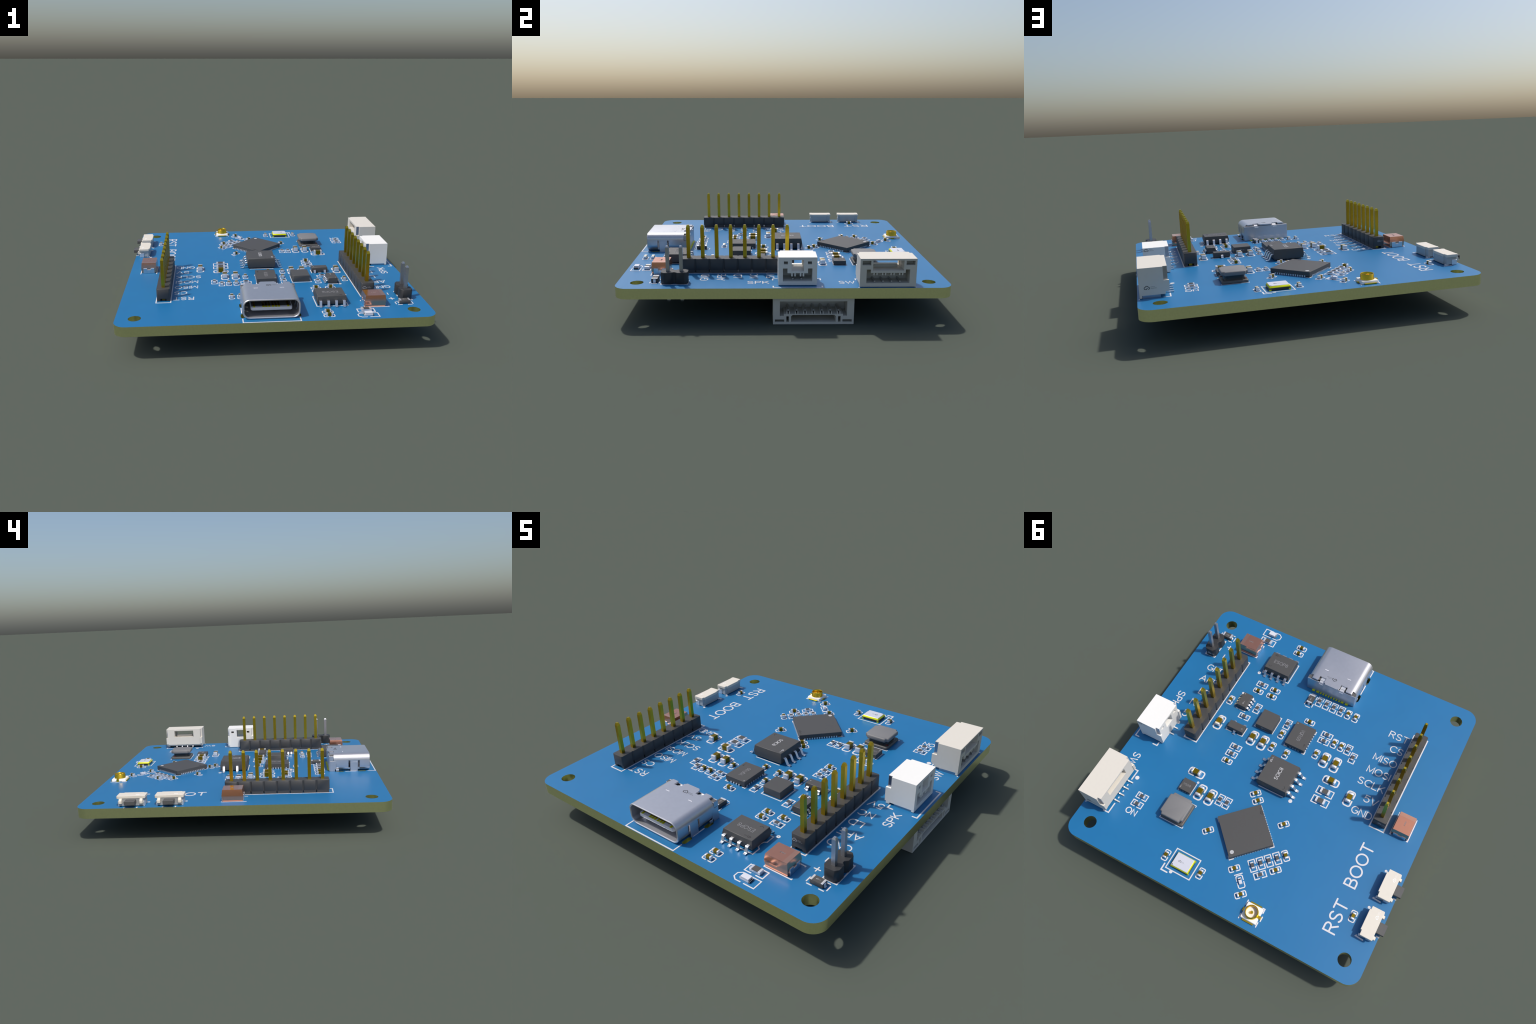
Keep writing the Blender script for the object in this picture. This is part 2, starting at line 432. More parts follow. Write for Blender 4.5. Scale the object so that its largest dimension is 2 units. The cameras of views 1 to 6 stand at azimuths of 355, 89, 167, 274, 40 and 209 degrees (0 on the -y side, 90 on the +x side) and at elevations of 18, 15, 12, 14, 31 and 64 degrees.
def build_passives():
    kits = {
        "C4": ("capacitor",) + passive_kit("capacitor", 0.0410, 0.0205, 0.0205, "cap"),
        "C6": ("capacitor",) + passive_kit("capacitor", 0.0640, 0.0330, 0.0330, "cap", term=0.22),
        "R4": ("resistor",) + resistor_kit(0.0410, 0.0205, 0.0150),
        "R6": ("resistor",) + resistor_kit(0.0640, 0.0325, 0.0190),
    }
    marks = {
        "C4": (bracket_pair(0.0332, 0.0170, 0.0075, 0.0085), 0.0062),
        "C6": (bracket_pair(0.0520, 0.0240, 0.0140, 0.0105), 0.0090),
        "R4": (bracket_pair(0.0365, 0.0190, 0, 0.0090), 0.0062),
        "R6": (bracket_pair(0.0537, 0.0245, 0, 0.0150), 0.0066),
    }
    silks = {}
    for k, (lines, w) in marks.items():
        ms = Mesh("silk")
        for ln in lines: ms.ribbon(ln, w, SILK0, SILK1)
        silks[k] = ms.data("silkscreen_outline", smooth=False)
    # (x, y) rows by kind and by direction in degrees
    spots = {
        ("C4", 0): [(0.4293, -0.4606), (0.3276, -0.5184), (0.3276, -0.4642), (0.3294, -0.9235), (0.3294, -0.8716), (0.0023, -0.4044), (0.3465, 0.1067)],
        ("R4", 0): [(0.4291, -0.5182), (0.4137, -0.2361), (0.3463, -0.0061), (0.3463, 0.0491), (-0.1447, -0.3681), (-0.1447, -0.3166), (0.6919, 0.5781), (0.6919, 0.6354)],
        ("C4", 90): [(-0.2007, -0.5788), (-0.2564, -0.5788), (0.5608, -0.3091), (0.1361, -0.1216), (0.1247, -0.2340), (0.0311, -0.1146), (-0.2143, -0.3343), (-0.2660, -0.3343), (-0.1428, -0.2077), (0.3476, 0.8300), (0.1045, 0.8300), (-0.8027, 0.6320)],
        ("R4", 90): [(0.0152, -0.5805), (-0.0387, -0.5805), (-0.0922, -0.5805), (-0.1456, -0.5805), (0.3647, -0.3331), (0.1249, -0.3189), (-0.3161, -0.3351), (-0.3678, -0.2928), (0.2434, 0.3661), (0.1938, 0.3661)],
        ("C6", 90): [(0.2825, -0.1185), (0.2038, -0.1185), (-0.2129, -0.1954), (-0.2900, -0.1954), (-0.4683, -0.0239), (0.5392, -0.1205), (0.3825, 0.3802), (0.3070, 0.3802)],
        ("C6", 0): [(-0.3160, -0.0769), (0.4747, 0.2746)],
        ("R6", 0): [(0.5744, -0.8634), (-0.3153, 0.0092), (-0.3153, 0.0788)],
        ("C4", 45): [(0.2058, 0.5766), (0.0686, 0.2227), (0.0308, 0.2607), (-0.1868, 0.3249), (-0.0580, 0.7097), (-0.1688, 0.8285), (-0.2802, 0.6042)],
        ("R4", 45): [(-0.2129, 0.6719)],
        ("R4", -45): [(-0.1451, 0.6425), (-0.1810, 0.6064), (-0.2166, 0.5704), (-0.2542, 0.5328)],
        ("C4", -45): [(-0.2913, 0.4954)],
    }
    for (k, deg), pts in spots.items():
        name, body, term = kits[k]
        a = radians(deg)
        for x, y in pts:
            ob = place(name, body, (x, y, Z0), a)
            for s in (0, pi): place("terminal", term, (0, 0, 0), s, ob)
            place("silkscreen_outline", silks[k], (x, y, Z0), a)

# ------------------------------------------------------------------ small diodes and lamp
def build_diodes():
    t = Mesh("tin").box(0.0260, 0.0370, -0.0080, 0.0080, 0.0006, 0.0225).box(0.0280, 0.0410, -0.008, 0.008, 0.0003, 0.005).data("terminal", bevel=0.001)
    cap = Mesh("tin").box(0.0235, 0.0345, -0.0185, 0.0185, 0.0250, 0.0275).data("terminal_cap", bevel=0.0006)
    b = Mesh("chip").loft([(0.002, chamfered(0.0345, 0.0195, 0.001)), (0.014, chamfered(0.0355, 0.0205, 0.001)), (0.0265, chamfered(0.0340, 0.0190, 0.001))]).data("diode", bevel=0.0008)
    for x, y, deg in ((0.8510, -0.7655, 180), (0.0730, -0.5620, 90)):
        ob = place("diode", b, (x, y, Z0), radians(deg))
        for s in (0, pi):
            place("terminal", t, (0, 0, 0), s, ob)
            place("terminal", cap, (0, 0, 0), s, ob)
        cloud_mark(ob, 0.006, 0, 0.0266, 180, 0.011, "chiptextw")
        silk([[(-0.055, -0.0155), (-0.055, 0.0155)], [(0.055, -0.0155), (0.055, 0.0155)],
              [(-0.045, -0.0275), (-0.020, -0.0275)], [(0.045, -0.0275), (0.020, -0.0275)],
              [(-0.045, 0.0275), (-0.020, 0.0275)], [(0.045, 0.0275), (0.020, 0.0275)]], (x, y), radians(deg), 0.0062)
    # small signal diode at 45 degrees
    ms = Mesh("lid", "chipdark", "tin")
    ms.box(-0.0195, 0.0195, -0.0095, 0.0095, 0.001, 0.0170, 0).box(0.004, 0.0125, -0.0088, 0.0088, 0.016, 0.0176, 1)
    place("diode", ms.data("diode", bevel=0.0008), (-0.1275, 0.7600, Z0), radians(-45))
    out = [[(0.006, -0.0195), (0.030, -0.0195), (0.0365, -0.014), (0.0365, 0.014), (0.030, 0.0195), (0.006, 0.0195)],
           [(-0.006, -0.0195), (-0.034, -0.0195), (-0.0405, -0.014), (-0.0405, 0.014), (-0.034, 0.0195), (-0.006, 0.0195)],
           [(0.0455, -0.0235), (0.0455, 0.0235)]]
    silk(out, (-0.1285, 0.7600), radians(-45), 0.0062)
    # indicator lamp
    ms = Mesh("led", "coil", "green", "tin")
    ms.box(-0.0235, 0.0235, -0.0155, 0.0155, 0.0085, 0.0215, 0)
    ms.box(-0.0240, 0.0240, -0.0160, 0.0160, 0.0008, 0.0090, 3)
    for k in (-1, 1):
        a, b = sorted((k * 0.0236, k * 0.0300))
        ms.box(a, b, -0.0150, 0.0150, 0.0008, 0.0110, 1)
        ms.box(a + 0.0004, b + 0.0004, -0.0060, 0.0060, 0.0012, 0.0092, 2)
        ms.box(a, b + 0.0008, 0.0128 * k - 0.0026, 0.0128 * k + 0.0026, 0.0006, 0.0118, 3)
    place("indicator_lamp", ms.data("indicator_lamp", bevel=0.0008), (0.5720, -0.9330, Z0), pi)
    silk([[(-0.015, -0.0285), (-0.045, -0.0285), (-0.0640, -0.0130), (-0.0640, 0.0130), (-0.045, 0.0285), (-0.015, 0.0285)],
          [(0.006, -0.0285), (0.0640, -0.0285), (0.0640, 0.0285), (0.006, 0.0285)]], (0.5725, -0.9338), 0, 0.0062)

# ------------------------------------------------------------------ chips
def gull_chip(x, y, top, belt, zs, leads, lead_path, lead_w, rot=0.0, lead_t=0.0062, name="chip"):
    """Moulded body with a belt line and gull-wing leads. leads: list of (offset along side, side)."""
    z0, z1, z2 = zs
    r = lambda h: [(-h[0], -h[1]), (h[0], -h[1]), (h[0], h[1]), (-h[0], h[1])]
    b = Mesh("chip").loft([(z0, r(top)), (z1, r(belt)), (z2, r(top))]).data(name, bevel=0.0016)
    ob = place(name, b, (x, y, 0), rot)
    lm = Mesh("lead").strip(lead_path, lead_t, lead_w).data("lead", bevel=0.0008)
    for off, deg in leads:
        a = radians(deg)
        ox, oy = -sin(a) * off, cos(a) * off
        place("lead", lm, (ox, oy, 0), a, ob)
    return ob

def ring_dimple(parent, x, y, z, r, mat="chipdark", a0=0, a1=360):
    ms = Mesh(mat)
    pts = arc(0, 0, r, r, a0, a1, 18)
    ms.ribbon(pts[:-1] if a1 - a0 >= 360 else pts, 0.0022, -0.0003, 0.0003, closed=a1 - a0 >= 360)
    place("index_mark", ms.data("index_mark", smooth=False), (x, y, z), 0, parent)

def dot(parent, x, y, z, r, mat="chiptextw"):
    place("index_mark", Mesh(mat).disc(r, -0.0003, 0.0004).data("index_mark", smooth=False), (x, y, z), 0, parent)

def build_chips():
    # eight-lead amplifier, leads on the y sides
    path = [(0.070, 0.2680), (0.0890, 0.2680), (0.0925, 0.2655), (0.0975, 0.2390), (0.1010, 0.2350), (0.1140, 0.2345)]
    c = gull_chip(0.3760, -0.6950, (0.0915, 0.0700), (0.0970, 0.0775), (0.2375, 0.2650, 0.2950),
                  [(o, d) for d in (90, 270) for o in (-0.0758, -0.0253, 0.0253, 0.0758)], path, 0.0170)
    chip_word("ESOP8", c, 0.052, 0.012, 0.2950, 180, 0.104, 0.0270, "chiptext", 0.0030)
    ring_dimple(c, 0.062, 0.040, 0.2950, 0.011, "chipdark", 20, 170)
    cloud_mark(c, 0.060, -0.052, 0.2950, 180, 0.018, "chipdark")
    silk([[(0.2790, -0.7785), (0.4800, -0.7785), (0.4810, -0.7290), (0.4655, -0.7180), (0.4600, -0.6960), (0.4655, -0.6750), (0.4800, -0.6650), (0.4800, -0.6135), (0.2790, -0.6135), (0.2790, -0.7785)]],
         w=0.0066, rings=[(0.4985, -0.5980, 0.0110)])
    # wide memory chip, leads on the x sides
    path = [(0.0950, 0.2740), (0.1130, 0.2740), (0.1180, 0.2710), (0.1320, 0.2390), (0.1370, 0.2350), (0.1560, 0.2345)]
    c = gull_chip(-0.0105, 0.0610, (0.1005, 0.0985), (0.1050, 0.1045), (0.2390, 0.2740, 0.3100),
                  [(o, d) for d in (0, 180) for o in (-0.0758, -0.0253, 0.0253, 0.0758)], path, 0.0170)
    chip_word("SOIC8", c, -0.014, 0.049, 0.3100, -90, 0.092, 0.0250, "chiptextw", 0.0036)
    cloud_mark(c, 0.083, -0.058, 0.3100, -90, 0.017, "silk")
    ring_dimple(c, -0.072, 0.076, 0.3100, 0.010, "chipdark", 90, 260)
    silk([[(0.0790, 0.1635), (-0.0950, 0.1635)], [(0.0790, -0.0420), (-0.0970, -0.0420)]], w=0.0062, dots=[(-0.1493, 0.1657, 0.0125)])
    # flat no-lead chip, 20 terminals
    ms = Mesh("chip").box(-0.0705, 0.0705, -0.0902, 0.0902, 0.0065, 0.0390)
    c = place("chip", ms.data("chip", bevel=0.0010), (0.0005, -0.2628, Z0))
    tm = Mesh("tin")
    for i in range(8):
        yy = (i - 3.5) * 0.0198
        for s in (-1, 1): tm.box(s * 0.0705 - 0.004, s * 0.0705 + 0.0010, yy - 0.0045, yy + 0.0045, 0.0006, 0.0105)
    for i in range(4):
        xx = (i - 1.5) * 0.0198
        for s in (-1, 1): tm.box(xx - 0.0045, xx + 0.0045, s * 0.0902 - 0.004, s * 0.0902 + 0.0010, 0.0006, 0.0105)
    place("terminal_row", tm.data("terminal_row"), (0, 0, 0), 0, c, True)
    place("chip_base", Mesh("coil").box(-0.067, 0.067, -0.087, 0.087, 0.0006, 0.007).data("chip_base"), (0, 0, 0), 0, c)
    chip_word("VQFN20", c, 0.013, -0.047, 0.0390, 90, 0.088, 0.0250, "chiptext", 0.0026)
    dot(c, 0.059, -0.078, 0.0390, 0.0050, "chiptext")
    cloud_mark(c, -0.054, 0.050, 0.0390, 90, 0.013, "chipdark")
    k, a, b = 0.018, 0.0735, 0.0930
    silk([[(sx * (a - k), sy * b), (sx * a, sy * b), (sx * a, sy * (b - k))] for sx in (-1, 1) for sy in (-1, 1)], (0.0005, -0.2628), 0, 0.0066)
    # plain black module
    o = [(-0.0530, -0.0640), (0.0615, -0.0640), (0.0615, 0.0640), (-0.0615, 0.0640), (-0.0615, -0.0555)]
    c = place("chip", Mesh("chip").loft([(0.0010, o), (0.0462, o)]).data("chip", bevel=0.0010), (0.2450, -0.2680, Z0))
    cloud_mark(c, 0.012, 0.0642, 0.0240, 0, 0.016, "chiptextw", (radians(90), 0, radians(180)))
    silk([[(0.1825, -0.3420), (0.3175, -0.3420), (0.3175, -0.2070), (0.1825, -0.2070), (0.1825, -0.3420)]], w=0.0056)
    # main controller, square on its corner
    H = 0.1383
    c = place("chip", Mesh("chip").box(-H, H, -H, H, 0.0070, 0.0347).data("chip", bevel=0.0010), (-0.0045, 0.4785, Z0), radians(45))
    place("chip_base", Mesh("coil").box(-H + 0.003, H - 0.003, -H + 0.003, H - 0.003, 0.0006, 0.0075).data("chip_base"), (0, 0, 0), 0, c)
    tm = Mesh("tin")
    for i in range(14):
        u = (i - 6.5) * 0.01585
        for s in (-1, 1):
            tm.box(s * H - 0.005, s * H + 0.0003, u - 0.0042, u + 0.0042, 0.0006, 0.0108)
            tm.box(u - 0.0042, u + 0.0042, s * H - 0.005, s * H + 0.0003, 0.0006, 0.0108)
    place("terminal_row", tm.data("terminal_row"), (0, 0, 0), 0, c, True)
    dot(c, 0.1135, 0.1085, 0.0347, 0.0122, "chiptextw")
    cloud_mark(c, -0.1266, -0.0834, 0.0347, -90, 0.022, "chipdark")
    k, a = 0.026, 0.1405
    silk([[(sx * (a - k), sy * a), (sx * a, sy * a), (sx * a, sy * (a - k))] for sx in (-1, 1) for sy in (-1, 1)], (-0.0045, 0.4785), radians(45), 0.0062)
    # narrow eight-lead chip
    path = [(0.026, 0.0210), (0.0400, 0.0210), (0.0440, 0.0180), (0.0480, 0.0060), (0.0510, 0.0040), (0.0580, 0.0038)]
    path = [(u, z + Z0) for u, z in path]
    c = gull_chip(0.4615, -0.3340, (0.0310, 0.0530), (0.0350, 0.0565), (Z0 + 0.004, Z0 + 0.021, Z0 + 0.0435),
                  [(o, d) for d in (0, 180) for o in (-0.0386, -0.0129, 0.0129, 0.0386)], path, 0.0155)
    dot(c, 0.020, -0.043, Z0 + 0.0435, 0.0045, "chiptext")
    cloud_mark(c, -0.004, 0.030, Z0 + 0.0435, -90, 0.012, "chiptextw")
    silk([[(0.4975, -0.2735), (0.4835, -0.2735)], [(0.4720, -0.2735), (0.4295, -0.2735)], [(0.4975, -0.3945), (0.4295, -0.3945)]], w=0.0062, dots=[(0.5135, -0.3975, 0.0088)])
    # three-lead transistor
    path = [(0.022, 0.0200), (0.0330, 0.0200), (0.0360, 0.0180), (0.0390, 0.0060), (0.0420, 0.0040), (0.0500, 0.0038)]
    path = [(u, z + Z0) for u, z in path]
    c = gull_chip(0.4095, -0.1310, (0.0570, 0.0262), (0.0590, 0.0300), (Z0 + 0.003, Z0 + 0.020, Z0 + 0.0395),
                  [(-0.0375, 270), (0.0375, 270), (0.0, 90)], path, 0.0165, name="transistor")
    dot(c, -0.043, 0.004, Z0 + 0.0395, 0.0045, "chiptext")
    silk([[(0.4740, -0.1150), (0.4740, -0.0970), (0.4330, -0.0970)], [(0.3870, -0.0970), (0.3510, -0.0970), (0.3510, -0.1650)], [(0.4010, -0.1650), (0.4190, -0.1650)]], w=0.0060)
    # small regulator
    c = place("chip", Mesh("chip").box(-0.0405, 0.0405, -0.0405, 0.0405, 0.0030, 0.0290).data("chip", bevel=0.0010), (0.4738, 0.3858, Z0))
    tm = Mesh("tin")
    for i in range(4):
        u = (i - 1.5) * 0.0198
        for s in (-1, 1): tm.box(u - 0.0045, u + 0.0045, s * 0.0405 - 0.004, s * 0.0405 + 0.001, 0.0006, 0.0060)
    place("terminal_row", tm.data("terminal_row"), (0, 0, 0), 0, c, True)
    chip_word("WSON8", c, 0.026, 0.006, 0.0290, 180, 0.052, 0.0150, "chiptext", 0.0016)
    cloud_mark(c, 0.032, 0.026, 0.0290, -90, 0.010, "chiptextw")
    silk([[(0.4305, 0.3420), (0.4305, 0.4290)], [(0.5170, 0.3420), (0.5170, 0.4290)]], w=0.0046, rings=[(0.4307, 0.3287, 0.0080)])

# ------------------------------------------------------------------ inductor, tantalum capacitors, crystal
def build_power_parts():
    def plate(h, c, d):
        """Square with notched, rounded corners."""
        q = [(h - c, -h), (h - c + 0.15 * c, -h + 0.06 * c), (h - 0.78 * c, -h + 0.42 * c), (h - 0.66 * c, -h + 0.66 * c), (h - 0.42 * c, -h + 0.78 * c), (h - 0.06 * c, -h + c - 0.15 * c), (h, -h + c)]
        pts = []
        for k in range(4):
            ca, sa = cos(k * pi / 2), sin(k * pi / 2)
            pts += [(x * ca - y * sa, x * sa + y * ca) for x, y in q]
        return pts
    h = 0.0800
    top = [(0.0480, plate(h - 0.003, 0.021, 0.004)), (0.0515, plate(h, 0.021, 0.004)), (0.0695, plate(h, 0.021, 0.004)), (0.0740, plate(h - 0.004, 0.021, 0.004))]
    ob = place("inductor", Mesh("ferrite").loft(top).data("inductor", bevel=0.0008, angle=50), (0.4365, 0.5560, Z0))
    base = Mesh("ferritedark").loft([(0.0025, rounded_rect(-h, h, -h, h, 0.012, 4)), (0.0150, rounded_rect(-h, h, -h, h, 0.012, 4)), (0.0190, rounded_rect(-h + 0.004, h - 0.004, -h + 0.004, h - 0.004, 0.012, 4))]).data("inductor_base", bevel=0.0015)
    place("inductor_base", base, (0, 0, 0), 0, ob)
    place("coil", Mesh("coil").loft([(0.0185, rounded_rect(-0.064, 0.064, -0.064, 0.064, 0.026, 6)), (0.0340, rounded_rect(-0.061, 0.061, -0.061, 0.061, 0.026, 6)), (0.0490, rounded_rect(-0.064, 0.064, -0.064, 0.064, 0.026, 6))]).data("coil"), (0, 0, 0), 0, ob)
    for s in (-1, 1):
        place("terminal", Mesh("tin").box(-0.0750, -0.0450, -0.070, 0.070, 0.0005, 0.0030).data("terminal"), (0, 0, 0), 0 if s < 0 else pi, ob)
        w = Mesh("red")
        w.strip([(0.050, 0.0225), (0.066, 0.0215), (0.0735, 0.0195)], 0.004, 0.006)
        place("wire", w.data("wire"), (0, s * -0.050, 0), 0 if s > 0 else pi, ob)
    silk([[(0.3545, 0.6300), (0.3545, 0.6400), (0.5195, 0.6400), (0.5195, 0.6300)], [(0.3545, 0.4820), (0.3545, 0.4720), (0.5195, 0.4720), (0.5195, 0.4820)]], w=0.0046)

    # tantalum capacitors
    def r(a, b): return [(-a, -b), (a, -b), (a, b), (-a, b)]
    body = Mesh("copper", "copperband")
    body.loft([(0.0020, r(0.0640, 0.0520)), (0.0350, r(0.0680, 0.0555)), (0.0420, r(0.0680, 0.0555)), (0.0770, r(0.0630, 0.0515))])
    body.add([(x, y, 0.0774) for x, y in ((0.0370, -0.0514), (0.0629, -0.0514), (0.0629, 0.0514), (0.0370, 0.0514))], [(0, 1, 2, 3)], 1)
    bm = body.data("tantalum_capacitor")
    tm = Mesh("lead")
    for s in (-1, 1): tm.box(0.0655, 0.0715, min(s * 0.0125, s * 0.040), max(s * 0.0125, s * 0.040), 0.0006, 0.0400)
    tm.box(0.0655, 0.0714, -0.013, 0.013, 0.0006, 0.0280)
    tm.box(0.0350, 0.0700, -0.038, 0.038, 0.0003, 0.0030)
    tm = tm.data("terminal", bevel=0.0012)
    for x, y, deg in ((0.6480, -0.7585, 0), (-0.8440, -0.0005, -90)):
        ob = place("tantalum_capacitor", bm, (x, y, Z0), radians(deg))
        for s in (0, pi): place("terminal", tm, (0, 0, 0), s, ob)
        chip_word("CASE-A", ob, 0.0150, 0.0040, 0.0770, 180, 0.030, 0.0090, "chiptext", 0.0012)
    silk([[(0.5790, -0.7990), (0.5790, -0.8150), (0.7370, -0.8150), (0.7370, -0.8100)], [(0.5790, -0.7150), (0.5790, -0.7020), (0.7370, -0.7020), (0.7370, -0.7070)]], w=0.0062)
    silk([[(-0.7880, -0.0875), (-0.7880, 0.0695), (-0.7940, 0.0695)], [(-0.9030, -0.0865), (-0.9030, 0.0695), (-0.8970, 0.0695)]], w=0.0062)

    # crystal
    ob = place("crystal", Mesh("coil").box(-0.0615, 0.0615, -0.0478, 0.0478, 0.0008, 0.0165).data("crystal", bevel=0.0010), (0.2262, 0.8275, Z0))
    place("rim", Mesh("yellow").frustum(0.0615, 0.0478, 0.0160, 0.0565, 0.0428, 0.0272).data("rim", bevel=0.0010), (0, 0, 0), 0, ob)
    place("lid", Mesh("lid").box(-0.0562, 0.0562, -0.0425, 0.0425, 0.0262, 0.0292).data("lid", bevel=0.0012), (0, 0, 0), 0, ob)
    pad = Mesh("yellow")
    for sx in (-1, 1):
        for sy in (-1, 1): pad.box(sx * 0.0560 - 0.0060, sx * 0.0560 + 0.0060, sy * 0.0425 - 0.0058, sy * 0.0425 + 0.0058, 0.0004, 0.0085)
    place("terminal_row", pad.data("terminal_row"), (0, 0, 0), 0, ob, True)
    dot(ob, 0.0500, 0.0370, 0.0292, 0.0035, "chipdark")
    cloud_mark(ob, 0.018, 0.002, 0.0292, 180, 0.017, "chipdark")
    silk([[(0.1440, 0.7620), (0.3100, 0.7620), (0.3100, 0.8955), (0.1440, 0.8955), (0.1440, 0.7620)]], w=0.0066, name="silkscreen_outline", dots=[(0.2673, 0.9040, 0.0105)])
    silk([[(0.3275, 0.8770), (0.3275, 0.9180), (0.2860, 0.9180)]], w=0.0085)

# ------------------------------------------------------------------ aerial socket
def build_aerial_socket():
    ob = place("aerial_socket", Mesh("white").loft([(0.0015, chamfered(0.0520, 0.0520, 0.003)), (0.0190, chamfered(0.0490, 0.0490, 0.003))]).data("aerial_socket", bevel=0.0012), (-0.2812, 0.8915, Z0))
    ring = Mesh("brass").turn([(0.0405, 0.0170), (0.0405, 0.0205), (0.0392, 0.0225), (0.0392, 0.0500), (0.0382, 0.0512), (0.0352, 0.0512), (0.0342, 0.0500), (0.0342, 0.0190)], 40)
    place("contact_ring", ring.data("contact_ring", angle=40), (0, 0, 0), 0, ob)
    place("contact_pin", Mesh("brass").turn([(0.0085, 0.0185), (0.0085, 0.0350), (0.0070, 0.0395), (0.0030, 0.0420), (0.0001, 0.0425)], 16).data("contact_pin", angle=60), (0, 0, 0), 0, ob)
    g = Mesh("gold").box(-0.0360, 0.0360, 0.0470, 0.0600, 0.0006, 0.0080).data("terminal", bevel=0.001)
    for s in (0, pi): place("terminal", g, (0, 0, 0), s, ob)
    place("terminal", Mesh("gold").box(-0.0560, -0.0340, -0.0090, 0.0090, 0.0160, 0.0200).box(-0.0600, -0.0530, -0.0090, 0.0090, 0.0006, 0.0196).data("terminal", bevel=0.001), (0, 0.004, 0), 0, ob)
    place("terminal", Mesh("gold").box(0.0480, 0.0600, -0.0120, 0.0120, 0.0006, 0.0080).data("terminal", bevel=0.001), (0, 0, 0), 0, ob)
    silk([[(0.0560, -0.0300), (0.0560, -0.0580)], [(-0.0560, -0.0300), (-0.0560, -0.0560), (-0.0420, -0.0560)],
          [(0.0560, 0.0300), (0.0560, 0.0580)], [(-0.0560, 0.0300), (-0.0560, 0.0580)], [(-0.0640, -0.010), (-0.0640, 0.018)]], (-0.2812, 0.8915), 0, 0.0062)

# ------------------------------------------------------------------ push buttons
def build_buttons():
    body = Mesh("button")
    plate = [(-0.0375, -0.0905), (0.0375, -0.0905), (0.0375, -0.0690), (0.0450, -0.0690), (0.0450, 0.0600), (0.0375, 0.0600), (0.0375, 0.0905), (-0.0375, 0.0905), (-0.0410, 0.0760), (-0.0375, 0.0640), (-0.0375, -0.0640), (-0.0410, -0.0760)]
    body.loft([(0.0520, plate), (0.0695, plate)])
    bm = body.data("push_button", bevel=0.0014)
    case = Mesh("casing")
    foot = [(-0.0345, -0.0780), (0.0345, -0.0860), (0.0370, -0.0680), (0.0430, -0.0670), (0.0430, 0.0580), (0.0370, 0.0590), (0.0345, 0.0860), (-0.0345, 0.0780)]
    case.loft([(0.0040, foot), (0.0522, foot)])
    case = case.data("button_casing", bevel=0.0014)
    lug = Mesh("button").loft([(0.0220, [(-0.0520, -0.0095), (-0.0340, -0.0095), (-0.0340, 0.0095), (-0.0520, 0.0095)]), (0.0400, [(-0.0520, -0.0095), (-0.0340, -0.0095), (-0.0340, 0.0095), (-0.0520, 0.0095)]), (0.0525, [(-0.0400, -0.0095), (-0.0340, -0.0095), (-0.0340, 0.0095), (-0.0400, 0.0095)])]).data("lug", bevel=0.001)
    leg = Mesh("tin").box(-0.0360, -0.0020, 0.0760, 0.0850, 0.0006, 0.0340).data("terminal", bevel=0.0012)
    leg2 = Mesh("tin").box(0.0200, 0.0440, 0.0690, 0.0840, 0.0006, 0.0060).data("terminal", bevel=0.0012)
    pl = Mesh("plunger").box(-0.0860, -0.0300, -0.0330, 0.0330, 0.0225, 0.0465).data("plunger", bevel=0.0014)
    for yc, pc in ((0.3885, 0.3885), (0.6320, 0.6320)):
        ob = place("push_button", bm, (-0.9140, yc, Z0))
        place("button_casing", case, (0, 0, 0), 0, ob)
        place("plunger", pl, (0, 0, 0), 0, ob)
        for s in (-1, 1):
            place("lug", lug, (0, s * 0.0660, 0), 0, ob)
        place("terminal", leg, (0, 0, 0), 0, ob); place("terminal", leg2, (0, 0, 0), 0, ob)
        place("terminal", leg, (0, -0.161, 0), 0, ob); place("terminal", leg2, (0, -0.153, 0), 0, ob)
        cloud_mark(ob, -0.012, -0.040, 0.0695, -90, 0.022, "silkbright")
        silk([[(0.0500, 0.0870), (0.0525, 0.0915), (0.0080, 0.0950)], [(-0.0665, 0.040), (-0.0530, 0.040)], [(-0.0665, -0.040), (-0.0530, -0.040)]], (-0.9140, yc), 0, 0.0085, dots=[(0.0510, -0.0905, 0.0085)])

# ------------------------------------------------------------------ wire connectors
def yz_prism(ms, x0, x1, poly, mat=0):
    """Polygon in (y, z) extruded along x."""
    n = len(poly)
    v = [(x0, y, z) for y, z in poly] + [(x1, y, z) for y, z in poly]
    f = [tuple(range(n)), tuple(range(2 * n - 1, n - 1, -1))] + [(i, (i + 1) % n, n + (i + 1) % n, n + i) for i in range(n)]
    return ms.add(v, f, mat)

def solder_tabs(ob, X0, X1, Y0, Y1, cut, zn, zt, zlow):
    """Metal hold-down tabs lining the rear notches and the underside of a socket."""
    for y, s in ((Y0, 1), (Y1, -1)):
        a, b = sorted((y + s * (cut - 0.0015), y + s * (cut + 0.0004)))
        t = Mesh("tab").box(X0 + 0.0010, X0 + 0.0245, a, b, zn, zt - 0.002)
        a, b = sorted((y + s * 0.0035, y + s * 0.0200))
        t.box(X0 + 0.045, X1 - 0.016, a, b, Z0 + 0.0006, zlow + 0.001)
        place("solder_tab", t.data("solder_tab"), (0, 0, 0), 0, ob)

